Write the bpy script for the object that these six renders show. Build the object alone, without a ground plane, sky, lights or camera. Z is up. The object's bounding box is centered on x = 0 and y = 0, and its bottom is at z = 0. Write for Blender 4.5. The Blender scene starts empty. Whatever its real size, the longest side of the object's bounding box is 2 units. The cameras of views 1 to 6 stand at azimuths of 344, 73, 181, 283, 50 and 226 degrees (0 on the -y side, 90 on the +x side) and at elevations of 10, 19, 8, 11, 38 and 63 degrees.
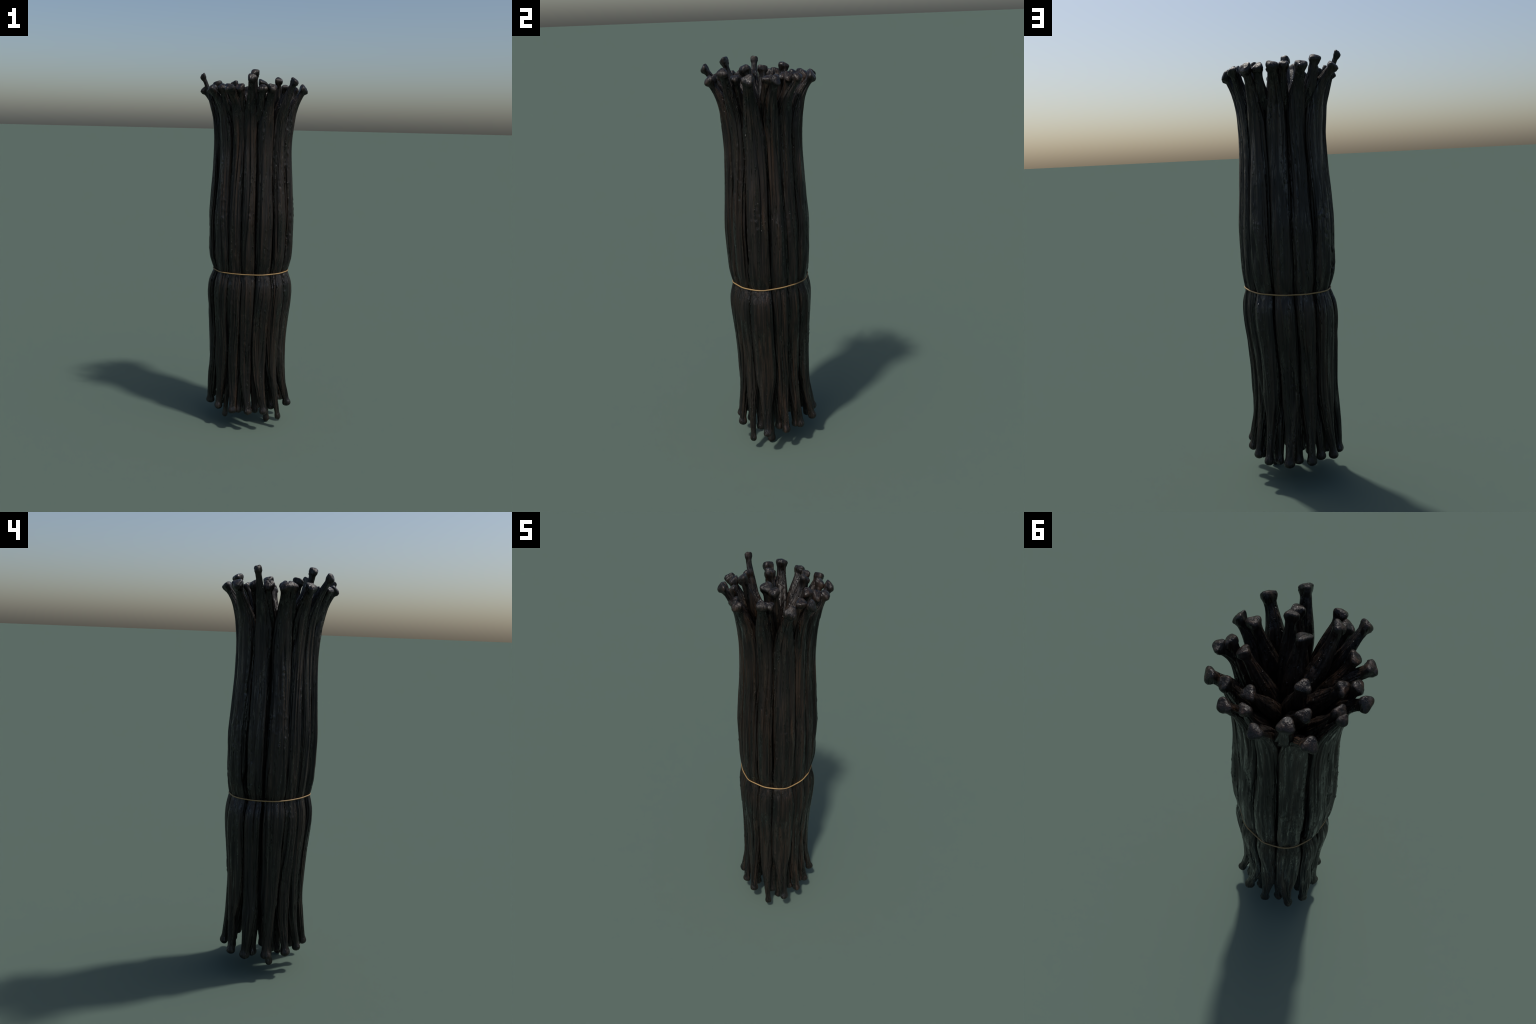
"""A tied bundle of long, dark, oily vanilla pods standing on their tips.

Thirty-one pods are packed in rings (13 outer, 10 middle, 5 inner, 3 core), pinched
by one thin string at mid height, flaring apart at the top where each pod ends
in a knobby stem foot, and hanging free at the bottom in small round tips.
"""
import bpy
import numpy as np
from math import radians, pi

rng = np.random.default_rng(11)

# ------------------------------------------------------------------ bundle --
# radius of the bundle (outer skin) against height
BUNDLE_Z = [0.00, 0.10, 0.20, 0.30, 0.40, 0.50, 0.60, 0.70, 0.76, 0.80, 0.83, 0.86, 0.88,
            0.905, 0.93, 0.97, 1.03, 1.10, 1.20, 1.30, 1.40, 1.50, 1.60, 1.70, 1.75, 1.80, 1.84, 1.90]
BUNDLE_R = [0.214, 0.212, 0.209, 0.2025, 0.199, 0.201, 0.206, 0.215, 0.2200, 0.2205, 0.2193, 0.2141, 0.2085,
            0.2010, 0.2055, 0.2143, 0.2197, 0.2207, 0.2218, 0.2151, 0.2079, 0.2012, 0.1985, 0.2027, 0.2078,
            0.2179, 0.2295, 0.250]
FULL = 0.22                                   # widest radius
OVAL_DIR = radians(-40)                       # the bundle is slightly oval
OVAL_LONG, OVAL_SHORT = 0.2365, 0.2035
TIE_Z = 0.911


def bundle_r(z):
    return np.interp(z, BUNDLE_Z, BUNDLE_R)


def bundle_centre(z):
    cx = np.interp(z, [0.2, 0.4, 0.6, 0.9, 1.2, 1.6, 1.84], [0.009, 0.001, 0.003, 0.010, 0.0075, 0.0075, 0.006])
    cy = np.interp(z, [0.2, 0.6, 1.0, 1.4, 1.84], [0.019, 0.0155, 0.012, 0.008, 0.0025])
    return cx, cy


def oval(theta):
    """Distance from the axis to the oval outline in direction theta (at full radius)."""
    c, s = np.cos(theta - OVAL_DIR), np.sin(theta - OVAL_DIR)
    return 1.0 / np.sqrt((c / OVAL_LONG) ** 2 + (s / OVAL_SHORT) ** 2)


# --------------------------------------------------------------- pod layout --
# outer ring: direction, angular width, centre of the stem foot, centre of the tip
OUTER = [
    (-162.0, 32, (-0.240, -0.069, 1.896), (-0.174, -0.037, 0.122)),
    (-132.0, 27, (-0.164, -0.170, 1.899), (-0.113, -0.124, 0.123)),
    (-107.0, 26, (-0.068, -0.241, 1.951), (-0.032, -0.166, 0.123)),
    (-81.0, 28.5, (0.037, -0.250, 1.902), (0.054, -0.183, 0.124)),
    (-55.5, 28, (0.167, -0.217, 1.941), (0.149, -0.154, 0.074)),
    (-30.0, 28, (0.251, -0.132, 1.907), (0.220, -0.095, 0.129)),
    (-4.5, 26, (0.249, -0.005, 1.903), (0.214, 0.007, 0.126)),
    (21.0, 27, (0.208, 0.117, 1.907), (0.184, 0.098, 0.122)),
    (52.0, 34, (0.146, 0.205, 1.904), (0.133, 0.184, 0.124)),
    (84.5, 29, (0.031, 0.249, 1.905), (0.038, 0.220, 0.122)),
    (113.5, 27, (-0.092, 0.239, 1.905), (-0.066, 0.208, 0.124)),
    (142.0, 29, (-0.230, 0.159, 1.902), (-0.171, 0.143, 0.125)),
    (169.5, 29, (-0.259, 0.054, 1.967), (-0.200, 0.065, 0.122)),
]
MIDDLE = [
    (-20, 40, (0.204, -0.025, 1.904), (0.175, -0.018, 0.130)),
    (18, 40, (0.196, 0.079, 1.910), (0.163, 0.080, 0.118)),
    (57, 40, (0.096, 0.193, 1.906), (0.083, 0.172, 0.120)),
    (95, 40, (-0.016, 0.213, 1.911), (-0.006, 0.176, 0.120)),
    (133, 40, (-0.153, 0.176, 1.936), (-0.111, 0.154, 0.126)),
    (169, 40, (-0.211, 0.017, 1.904), (-0.146, 0.042, 0.118)),
    (-154, 40, (-0.188, -0.094, 1.901), (-0.136, -0.046, 0.074)),
    (-122, 36, (-0.108, -0.159, 1.902), (-0.075, -0.115, 0.120)),
    (-90, 36, (-0.008, -0.231, 1.897), (0.020, -0.125, 0.114)),
    (-58, 36, (0.145, -0.156, 1.909), (0.123, -0.102, 0.118)),
]
INNER = [
    (-38, 72, (0.119, -0.103, 1.949), (0.113, -0.043, 0.021)),
    (32, 72, (0.136, 0.075, 1.908), (0.130, 0.107, 0.105)),
    (88, 72, (0.016, 0.166, 1.909), (0.010, 0.095, 0.116)),
    (146, 72, (-0.148, 0.101, 1.907), (-0.060, 0.070, 0.118)),
    (-150, 72, (-0.158, -0.050, 1.907), (-0.070, -0.040, 0.116)),
]
CORE = [
    (-40, 120, (0.039, -0.077, 1.936), (0.045, -0.060, 0.110)),
    (135, 120, (-0.090, 0.042, 1.932), (-0.020, 0.015, 0.115)),
    (-105, 120, (-0.032, -0.159, 1.979), (-0.030, -0.065, 0.105)),
]
# ring: rim of the pod as a share of the bundle radius, radial half thickness, half width
RINGS = {"outer": (1.00, 0.036), "middle": (0.70, 0.034), "inner": (0.42, 0.033), "core": (0.25, 0.030)}

# how far each outer pod stands out of (or sinks into) the oval outline
STAND_OUT = [0.001, -0.007, -0.005, 0.003, 0.008, 0.011, -0.007, -0.005, 0.009, -0.001, -0.006, 0.004, 0.016]

# height at which the pods of a ring begin to lean out towards their feet
LEAN_FROM = {"middle": 1.60, "inner": 1.62, "core": 1.64}

# pods whose stem end is thinner than the rest
SLIM_FEET = {("outer", 169.5): 0.72, ("outer", -107.0): 0.93, ("core", -105): 0.88, ("inner", -38): 0.95, ("middle", 95): 0.88}

N_ALONG = 300
N_AROUND = {"outer": 108, "middle": 72, "inner": 72, "core": 72}


# ----------------------------------------------------------- small helpers --
def smooth_curve(t, pts_t, pts):
    """Cubic Hermite through points, tangents from neighbours."""
    pts_t, pts = np.asarray(pts_t, float), np.asarray(pts, float)
    m = np.empty_like(pts)
    d = np.diff(pts, axis=0) / np.diff(pts_t)[:, None]
    m[0], m[-1] = d[0], d[-1]
    h = np.diff(pts_t)
    m[1:-1] = (d[:-1] * h[1:, None] + d[1:] * h[:-1, None]) / (h[1:] + h[:-1])[:, None]
    i = np.clip(np.searchsorted(pts_t, t) - 1, 0, len(pts_t) - 2)
    u = ((t - pts_t[i]) / h[i])[:, None]
    hh = h[i][:, None]
    return ((2 * u**3 - 3 * u**2 + 1) * pts[i] + (u**3 - 2 * u**2 + u) * hh * m[i]
            + (-2 * u**3 + 3 * u**2) * pts[i + 1] + (u**3 - u**2) * hh * m[i + 1])


def value_noise(a, b, na, nb, seed):
    """Smooth noise on a strip: periodic in a (0..1), open in b (0..1). Range about -1..1."""
    r = np.random.default_rng(seed)
    g = r.uniform(-1, 1, (na, nb + 3))
    x, y = (a % 1.0) * na, b * nb
    i, j = np.floor(x).astype(int), np.floor(y).astype(int)
    fx, fy = x - i, y - j
    fx, fy = fx * fx * (3 - 2 * fx), fy * fy * (3 - 2 * fy)
    j = np.clip(j, 0, nb + 1)
    g00, g10 = g[i % na, j], g[(i + 1) % na, j]
    g01, g11 = g[i % na, j + 1], g[(i + 1) % na, j + 1]
    return (g00 * (1 - fx) + g10 * fx) * (1 - fy) + (g01 * (1 - fx) + g11 * fx) * fy


def crease(n, width):
    """Turns noise into narrow valleys where it crosses zero: 1 in the valley, 0 elsewhere."""
    return np.exp(-(n / width) ** 2)


def ease(x, lo, hi):
    t = np.clip((x - lo) / (hi - lo), 0, 1)
    return t * t * (3 - 2 * t)


# profile of the stem end (top) and the tip (bottom): distance from the end -> share
TOP_D = [0.000, 0.0010, 0.0028, 0.006, 0.012, 0.021, 0.029, 0.038, 0.055, 0.075, 0.110, 0.150, 0.200, 0.270]
TOP_W = [0.0000, 0.0130, 0.0195, 0.0240, 0.0262, 0.0258, 0.0235, 0.0210, 0.0202, 0.0218, 0.0268, 0.0328, 0.0395, 0.0440]
TOP_H = [0.0000, 0.0115, 0.0175, 0.0215, 0.0235, 0.0228, 0.0198, 0.0170, 0.0165, 0.0182, 0.0230, 0.0285, 0.0335, 0.0360]
TIP_D = [0.000, 0.0020, 0.006, 0.012, 0.020, 0.029, 0.040, 0.052, 0.075, 0.120, 0.180, 0.250, 0.340]
TIP_W = [0.0000, 0.0110, 0.0185, 0.0235, 0.0252, 0.0238, 0.0210, 0.0205, 0.0214, 0.0243, 0.0298, 0.0365, 0.0440]
TIP_H = [0.0000, 0.0105, 0.0175, 0.0222, 0.0238, 0.0222, 0.0192, 0.0185, 0.0195, 0.0220, 0.0260, 0.0305, 0.0360]


# ------------------------------------------------------------ pod geometry --
def build_pod(index, ring, theta_deg, span_deg, foot, tip):
    r = np.random.default_rng(500 + index)
    th = radians(theta_deg)
    rim, half_t = RINGS[ring]
    foot, tip = np.array(foot), np.array(tip)
    out_dir = np.array([np.cos(th), np.sin(th), 0.0])

    # spine: tip, body stations following the bundle, foot
    zs = [z for z in (0.30, 0.38, 0.46, 0.56, 0.66, 0.74, 0.80, 0.84, 0.875, 0.911, 0.945, 0.985, 1.04,
                      1.12, 1.2, 1.3, 1.4, 1.5, 1.6, 1.68, 1.75, 1.81)]
    top_taper = lambda z: np.interp(foot[2] + 0.014 - z, TOP_D, TOP_H) / 0.036
    tip_taper = lambda z: np.interp(z - tip[2] + 0.018, TIP_D, TIP_H) / 0.036
    stations = [tip]
    for z in zs:
        s = bundle_r(z) / FULL
        t_half = half_t * min(1.0, top_taper(z), tip_taper(z))
        dist = oval(th) * rim * s - t_half
        if ring != "outer":
            # inner pods lean out towards their foot and tip more gradually
            dist = oval(th) * rim * min(s, 1.0) - t_half
        if ring == "outer":
            dist += STAND_OUT[index] * (1 - 0.6 * np.exp(-((z - TIE_Z) / 0.05) ** 2))
        if theta_deg == -38:
            dist += 0.016
        cx, cy = bundle_centre(z)
        p = np.array([cx, cy, z]) + out_dir * dist
        w_top = 0.0 if ring == "outer" else ease(z, LEAN_FROM[ring], 1.95) * 0.9
        w_tip = 0.0 if ring == "outer" else (1 - ease(z, 0.10, 0.55)) * 0.9
        p[:2] = p[:2] * (1 - w_top) + foot[:2] * w_top
        p[:2] = p[:2] * (1 - w_tip) + tip[:2] * w_tip
        stations.append(p)
    stations.append(foot)
    stations = np.array(stations)
    lo = tip + (tip - stations[1]) / np.linalg.norm(tip - stations[1]) * 0.023
    hi_dir = (foot - stations[-2]) / np.linalg.norm(foot - stations[-2])
    hi = foot + hi_dir * 0.015
    stations = np.vstack([lo, stations, hi])
    if ring == "outer":
        gaps = np.linalg.norm(np.diff(stations, axis=0), axis=1)
    else:
        gaps = np.linalg.norm(np.diff(stations, axis=0), axis=1)
    ts = np.r_[0, np.cumsum(gaps)]

    # arc positions, dense at both ends
    length = ts[-1]
    ends = np.array([0, .0008, .002, .004, .0065, .0095, .013, .017, .021, .025, .029, .033, .037, .042, .047, .053, .060])
    s = np.r_[ends, np.linspace(0.068, length - 0.068, N_ALONG - 2 * len(ends)), length - ends[::-1]]
    spine = smooth_curve(s, ts, stations)
    fine = np.gradient(spine, s, axis=0)
    tangent = fine / np.linalg.norm(fine, axis=1)[:, None]

    # frame: "side" runs around the bundle, "outward" away from its axis
    side0 = np.array([-np.sin(th), np.cos(th), 0.0])
    side = side0 - (tangent @ side0)[:, None] * tangent
    side /= np.linalg.norm(side, axis=1)[:, None]
    outward = np.cross(side, tangent)

    d_tip, d_top = s, length - s
    cx, cy = bundle_centre(spine[:, 2])
    reach = np.hypot(spine[:, 0] - cx, spine[:, 1] - cy)
    if ring == "outer":
        fill = np.tan(radians(span_deg) / 2) * (reach + 0.008) * 0.99
    else:
        fill = np.full_like(s, {"middle": 0.041, "inner": 0.041, "core": 0.032}[ring])
    k = r.uniform(0.92, 1.06) * SLIM_FEET.get((ring, theta_deg), 1.0)
    k_tip = r.uniform(0.86, 1.04) * (0.80 if tip[2] < 0.1 else 1.0)
    w = np.minimum.reduce([fill, np.interp(d_top, TOP_D, TOP_W) * k * np.maximum(1, fill / 0.043 * ease(d_top, .1, .3)),
                           np.interp(d_tip, TIP_D, TIP_W) * k_tip * np.maximum(1, fill / 0.043 * ease(d_tip, .1, .3))])
    h = np.minimum.reduce([np.full_like(s, half_t), np.interp(d_top, TOP_D, TOP_H) * k, np.interp(d_tip, TIP_D, TIP_H) * k_tip])
    # soften the kinks where the three rules meet
    ker = np.hanning(13); ker /= ker.sum()
    inner_zone = (d_tip > 0.075) & (d_top > 0.075)
    for arr in (w, h):
        sm = np.convolve(np.pad(arr, 6, mode="edge"), ker, mode="valid")
        arr[inner_zone] = sm[inner_zone]
    # slow swelling and thinning along the pod
    swell = 1 + 0.05 * np.sin(s / length * r.uniform(9, 15) + r.uniform(0, 6)) * ease(d_tip, .1, .35) * ease(d_top, .1, .3)
    w = w * swell

    phi = np.linspace(0, 2 * pi, N_AROUND[ring], endpoint=False)
    P, S = np.meshgrid(phi, s, indexing="xy")
    A, B = P / (2 * pi), S / length
    body = (ease(d_tip, 0.03, 0.30) * ease(d_top, 0.04, 0.20))[:, None]
    c, sn = np.cos(P), np.sin(P)
    n_pow = 2.0 + 0.35 * body                        # squarer body, round ends
    sup = (np.abs(c) ** n_pow + np.abs(sn) ** n_pow) ** (-1 / n_pow)
    U, V = sup * c, sup * sn                        # U along side, V outward

    # ---- relief: long folds, creases, fine wrinkles, warts ----
    sd = 1000 * index
    twist = r.uniform(-0.25, 0.25)
    drift = 0.05 * value_noise(A, B, 3, 6, sd + 1) + twist * B
    folds = value_noise(A + drift, B, 8, 4, sd + 2)
    ridge = 1 - 2.2 * np.abs(value_noise(A + drift, B, 11, 3, sd + 12))      # sharp crests
    lines = value_noise(A + drift, B, 15, 3, sd + 3)
    lines2 = value_noise(A + drift, B, 24, 5, sd + 13)
    hair = value_noise(A + drift, B, 40, 7, sd + 4)
    patch = ease(value_noise(A, B, 4, 7, sd + 5), -0.4, 0.3)
    neck_zone = (ease(d_top, 0.030, 0.06) * ease(d_tip, 0.035, 0.08))[:, None]
    relief = (0.0030 * folds * (0.25 + 0.75 * body)
              + 0.0026 * ridge * (0.4 + 0.6 * body)
              - 0.0068 * crease(lines, 0.15) * (0.35 + 0.65 * patch) * (0.4 + 0.6 * body)
              - 0.0032 * crease(lines2, 0.20) * (1 - 0.5 * patch)
              + 0.0012 * hair) * neck_zone
    warts = ease(value_noise(A, B, 22, 170, sd + 6), 0.25, 0.8) * ease(value_noise(A, B, 5, 8, sd + 7), 0.38, 0.65)
    pits = ease(value_noise(A, B, 26, 130, sd + 16), 0.35, 0.8) * ease(value_noise(A, B, 6, 10, sd + 17), 0.32, 0.65)
    relief += (0.0026 * warts - 0.0026 * pits) * neck_zone * body
    # the foot: lopsided three-cornered knob with dents on its flat end
    foot_zone = (1 - ease(d_top, 0.028, 0.044))[:, None]
    corner = r.uniform(0, 2 * pi)
    lump = 1 + foot_zone * (0.14 * np.cos(3 * P + corner) + 0.08 * np.cos(P + r.uniform(0, 6)) + 0.06 * value_noise(A, B * 40, 6, 40, sd + 8))
    tip_zone = (1 - ease(d_tip, 0.03, 0.05))[:, None]
    lump = lump + tip_zone * (0.05 * np.cos(2 * P + corner) + 0.05 * np.cos(3 * P + 2 * corner))
    relief += foot_zone * 0.0014 * value_noise(A, d_top[:, None] / 0.05 + 0 * A, 9, 6, sd + 9)

    # lopsided set-off of the knob, cap slanted
    off = r.uniform(-0.003, 0.003) * (1 - ease(d_top, 0.020, 0.06))
    off_s = r.uniform(-0.003, 0.003) * (1 - ease(d_top, 0.020, 0.06))
    wander = 0.004 * np.interp(s / length, np.linspace(0, 1, 9), r.uniform(-1, 1, 9)) * (ease(d_tip, .15, .4) * ease(d_top, .1, .35))
    if ring == "outer":
        wander *= 0.75
    rad = np.hypot(U * w[:, None], V * h[:, None])
    grow = lump * (1 + relief / np.maximum(rad, 0.006))
    X = U * w[:, None] * grow + (off_s + wander)[:, None]
    Y = V * h[:, None] * grow + off[:, None]
    slant_a, slant_b = r.uniform(-0.22, 0.22), r.uniform(0.05, 0.45)
    cap = (1 - ease(d_top, 0.004, 0.040))[:, None]
    Z = -(slant_a * X + slant_b * (Y - off[:, None])) * cap
    Z += cap * (1 - ease(d_top, 0.0, 0.014))[:, None] * 0.0022 * value_noise(A, rad / 0.03, 6, 4, sd + 10)
    pts = spine[:, None, :] + X[..., None] * side[:, None, :] + Y[..., None] * outward[:, None, :] + Z[..., None] * tangent[:, None, :]
    return pts


def mesh_from_tube(name, pts):
    n, m = pts.shape[:2]
    # first and last rings have shrunk to points
    verts = np.vstack([pts[0].mean(0, keepdims=True), pts[1:-1].reshape(-1, 3), pts[-1].mean(0, keepdims=True)])
    rows = n - 2
    idx = lambda i, j: 1 + i * m + (j % m)
    faces = [(0, idx(0, j + 1), idx(0, j)) for j in range(m)]
    for i in range(rows - 1):
        faces += [(idx(i, j), idx(i, j + 1), idx(i + 1, j + 1), idx(i + 1, j)) for j in range(m)]
    last = len(verts) - 1
    faces += [(last, idx(rows - 1, j), idx(rows - 1, j + 1)) for j in range(m)]
    me = bpy.data.meshes.new(name)
    me.from_pydata(verts.tolist(), [], faces)
    me.polygons.foreach_set("use_smooth", [True] * len(me.polygons))
    me.update()
    return me


# --------------------------------------------------------------- materials --
def node(nt, kind, **vals):
    n = nt.nodes.new(kind)
    for key, v in vals.items():
        if key in n.inputs:
            n.inputs[key].default_value = v
        else:
            setattr(n, key, v)
    return n


def ramp(nt, stops):
    n = nt.nodes.new("ShaderNodeValToRGB")
    el = n.color_ramp.elements
    while len(el) < len(stops):
        el.new(0.5)
    for e, (p, c) in zip(el, stops):
        e.position, e.color = p, (*c, 1)
    return n


def pod_material(name, speckled):
    mat = bpy.data.materials.new(name)
    mat.use_nodes = True
    nt = mat.node_tree
    L = nt.links.new
    bsdf = nt.nodes["Principled BSDF"]
    tc = node(nt, "ShaderNodeTexCoord")
    info = node(nt, "ShaderNodeObjectInfo")
    shift = node(nt, "ShaderNodeVectorMath", operation="SCALE")
    shift.inputs[0].default_value = (7.0, 3.0, 5.0)
    L(info.outputs["Random"], shift.inputs["Scale"])
    add = node(nt, "ShaderNodeVectorMath", operation="ADD")
    L(tc.outputs["Object"], add.inputs[0]); L(shift.outputs[0], add.inputs[1])

    def mapped(sx, sy, sz):
        m = node(nt, "ShaderNodeMapping")
        m.inputs["Scale"].default_value = (sx, sy, sz)
        L(add.outputs[0], m.inputs["Vector"])
        return m.outputs[0]

    def noise(vec, scale, detail=4, rough=0.55):
        n = node(nt, "ShaderNodeTexNoise")
        n.inputs["Scale"].default_value = scale
        n.inputs["Detail"].default_value = detail
        n.inputs["Roughness"].default_value = rough
        L(vec, n.inputs["Vector"])
        return n.outputs["Fac"]

    streak = noise(mapped(1, 1, 0.012), 105, 4, 0.6)        # fine fibres along the pod
    band = noise(mapped(1, 1, 0.020), 46, 3, 0.5)           # ribbons a finger-nail wide
    broad = noise(mapped(1, 1, 0.15), 13, 2)                # warmer and colder stretches
    blotch = noise(mapped(1, 1, 0.055), 70, 3, 0.6)          # where the skin is oily
    speck = noise(mapped(1, 1, 0.20), 200, 2, 0.5)          # crystals and oily dots

    c1 = ramp(nt, [(0.30, (0.0026, 0.0022, 0.0020)), (0.52, (0.0088, 0.0067, 0.0054)), (0.76, (0.0230, 0.0162, 0.0118))])
    fib = node(nt, "ShaderNodeMath", operation="MULTIPLY_ADD")
    L(streak, fib.inputs[0]); fib.inputs[1].default_value = 0.5
    half = node(nt, "ShaderNodeMath", operation="MULTIPLY")
    L(band, half.inputs[0]); half.inputs[1].default_value = 0.5
    L(half.outputs[0], fib.inputs[2])
    stretch = node(nt, "ShaderNodeMapRange")
    for key, v in (("From Min", 0.36), ("From Max", 0.64), ("To Min", 0.18), ("To Max", 0.84)):
        stretch.inputs[key].default_value = v
    L(fib.outputs[0], stretch.inputs["Value"])
    L(stretch.outputs[0], c1.inputs["Fac"])
    c2 = ramp(nt, [(0.36, (0.80, 0.85, 0.88)), (0.66, (1.32, 1.06, 0.90))])
    L(broad, c2.inputs["Fac"])
    mix = node(nt, "ShaderNodeMix", data_type="RGBA", blend_type="MULTIPLY")
    mix.inputs[0].default_value = 1.0
    L(c1.outputs["Color"], mix.inputs[6]); L(c2.outputs["Color"], mix.inputs[7])
    L(mix.outputs[2], bsdf.inputs["Base Color"])

    gloss = ramp(nt, [(0.38, (0.52,) * 3), (0.54, (0.38,) * 3), (0.62, (0.20,) * 3)])
    L(blotch, gloss.inputs["Fac"])
    L(gloss.outputs["Color"], bsdf.inputs["Roughness"])
    bsdf.inputs["Specular IOR Level"].default_value = 0.36

    b0 = node(nt, "ShaderNodeBump"); b0.inputs["Strength"].default_value = 0.8; b0.inputs["Distance"].default_value = 0.010
    L(band, b0.inputs["Height"])
    b1 = node(nt, "ShaderNodeBump"); b1.inputs["Strength"].default_value = 0.8; b1.inputs["Distance"].default_value = 0.005
    L(streak, b1.inputs["Height"]); L(b0.outputs[0], b1.inputs["Normal"])
    dots = ramp(nt, [(0.54, (0,) * 3), (0.70, (1,) * 3)])
    L(speck, dots.inputs["Fac"])
    where = ramp(nt, [(0.50, (0,) * 3), (0.62, (1,) * 3)])
    L(blotch, where.inputs["Fac"])
    gate = node(nt, "ShaderNodeMath", operation="MULTIPLY")
    L(dots.outputs["Color"], gate.inputs[0]); L(where.outputs["Color"], gate.inputs[1])
    b2 = node(nt, "ShaderNodeBump"); b2.inputs["Strength"].default_value = 0.9 if speckled else 0.1; b2.inputs["Distance"].default_value = 0.0045 if speckled else 0.001
    L(gate.outputs[0], b2.inputs["Height"]); L(b1.outputs[0], b2.inputs["Normal"])
    L(b2.outputs[0], bsdf.inputs["Normal"])
    oil = node(nt, "ShaderNodeMath", operation="MULTIPLY")
    L(where.outputs["Color"], oil.inputs[0]); oil.inputs[1].default_value = 0.6 if speckled else 0.1
    L(oil.outputs[0], bsdf.inputs["Coat Weight"])
    bsdf.inputs["Coat Roughness"].default_value = 0.16
    L(b2.outputs[0], bsdf.inputs["Coat Normal"])
    return mat


def string_material():
    mat = bpy.data.materials.new("tan_waxed_string")
    mat.use_nodes = True
    nt = mat.node_tree
    bsdf = nt.nodes["Principled BSDF"]
    tc = node(nt, "ShaderNodeTexCoord")
    n = node(nt, "ShaderNodeTexNoise"); n.inputs["Scale"].default_value = 9
    nt.links.new(tc.outputs["Object"], n.inputs["Vector"])
    c = ramp(nt, [(0.35, (0.235, 0.143, 0.054)), (0.65, (0.305, 0.190, 0.074))])
    nt.links.new(n.outputs["Fac"], c.inputs["Fac"])
    nt.links.new(c.outputs["Color"], bsdf.inputs["Base Color"])
    bsdf.inputs["Roughness"].default_value = 0.6
    return mat


# ---------------------------------------------------------------- assembly --
col = bpy.context.scene.collection
bundle = bpy.data.objects.new("vanilla_pod_bundle", None)
bundle["label"] = "tied bundle of long dark wrinkled vanilla pods"
bundle["category"] = "vanilla beans"
col.objects.link(bundle)

skin, foot_skin, cord = pod_material("oily_vanilla_skin", True), pod_material("dry_stem_foot_skin", False), string_material()
outer_points = []
i = 0
for ring, pods in (("outer", OUTER), ("middle", MIDDLE), ("inner", INNER), ("core", CORE)):
    for spec in pods:
        pts = build_pod(i, ring, *spec)
        if ring == "outer":
            outer_points.append(pts.reshape(-1, 3))
        me = mesh_from_tube("vanilla_pod", pts)
        me.materials.append(skin)
        me.materials.append(foot_skin)
        m, n = pts.shape[1], pts.shape[0]
        slots = np.zeros(len(me.polygons), dtype=np.int32)
        slots[m + m * (n - 3 - 12):] = 1                 # the last rings: the stem foot
        me.polygons.foreach_set("material_index", slots)
        ob = bpy.data.objects.new("vanilla_pod", me)
        ob.parent = bundle
        col.objects.link(ob)
        i += 1


# the string: a taut loop on the convex outline of the pods at the tie
def tie_height(theta):
    return TIE_Z + 0.005 * np.exp(-((theta - radians(2)) / 0.5) ** 2) - 0.003 * np.cos(theta - radians(170)) * 0.6


cloud = np.vstack(outer_points)
cxt, cyt = bundle_centre(TIE_Z)
ang = np.arctan2(cloud[:, 1] - cyt, cloud[:, 0] - cxt)
cloud = cloud[np.abs(cloud[:, 2] - tie_height(ang)) < 0.006][:, :2]


def convex_outline(p):
    p = p[np.lexsort((p[:, 1], p[:, 0]))]

    def half(seq):
        out = []
        for q in seq:
            while len(out) >= 2 and np.cross(out[-1] - out[-2], q - out[-2]) <= 0:
                out.pop()
            out.append(q)
        return out[:-1]
    return np.array(half(p) + half(p[::-1]))


ring2 = convex_outline(cloud)
closed = np.vstack([ring2, ring2[:1]])
run = np.r_[0, np.cumsum(np.linalg.norm(np.diff(closed, axis=0), axis=1))]
n_str = 160
at = np.linspace(0, run[-1], n_str, endpoint=False)
path = np.stack([np.interp(at, run, closed[:, 0]), np.interp(at, run, closed[:, 1])], 1)
for _ in range(6):
    path = (np.roll(path, 1, 0) + 2 * path + np.roll(path, -1, 0)) / 4
radial = path - [cxt, cyt]
radial /= np.linalg.norm(radial, axis=1)[:, None]
path = path + radial * 0.0012
th = np.arctan2(path[:, 1] - cyt, path[:, 0] - cxt)
cu = bpy.data.curves.new("string", "CURVE")
cu.dimensions = "3D"
cu.bevel_depth = 0.0031
cu.bevel_resolution = 4
sp = cu.splines.new("POLY")
sp.points.add(n_str - 1)
for q, (xy, t) in zip(sp.points, zip(path, th)):
    q.co = (xy[0], xy[1], tie_height(t), 1)
sp.use_cyclic_u = True
tmp = bpy.data.objects.new("string_path", cu)
col.objects.link(tmp)
me = bpy.data.meshes.new_from_object(tmp.evaluated_get(bpy.context.evaluated_depsgraph_get()))
bpy.data.objects.remove(tmp)
me.name = "binding_string"
me.polygons.foreach_set("use_smooth", [True] * len(me.polygons))
me.materials.clear()
me.materials.append(cord)
st = bpy.data.objects.new("binding_string", me)
st.parent = bundle
col.objects.link(st)
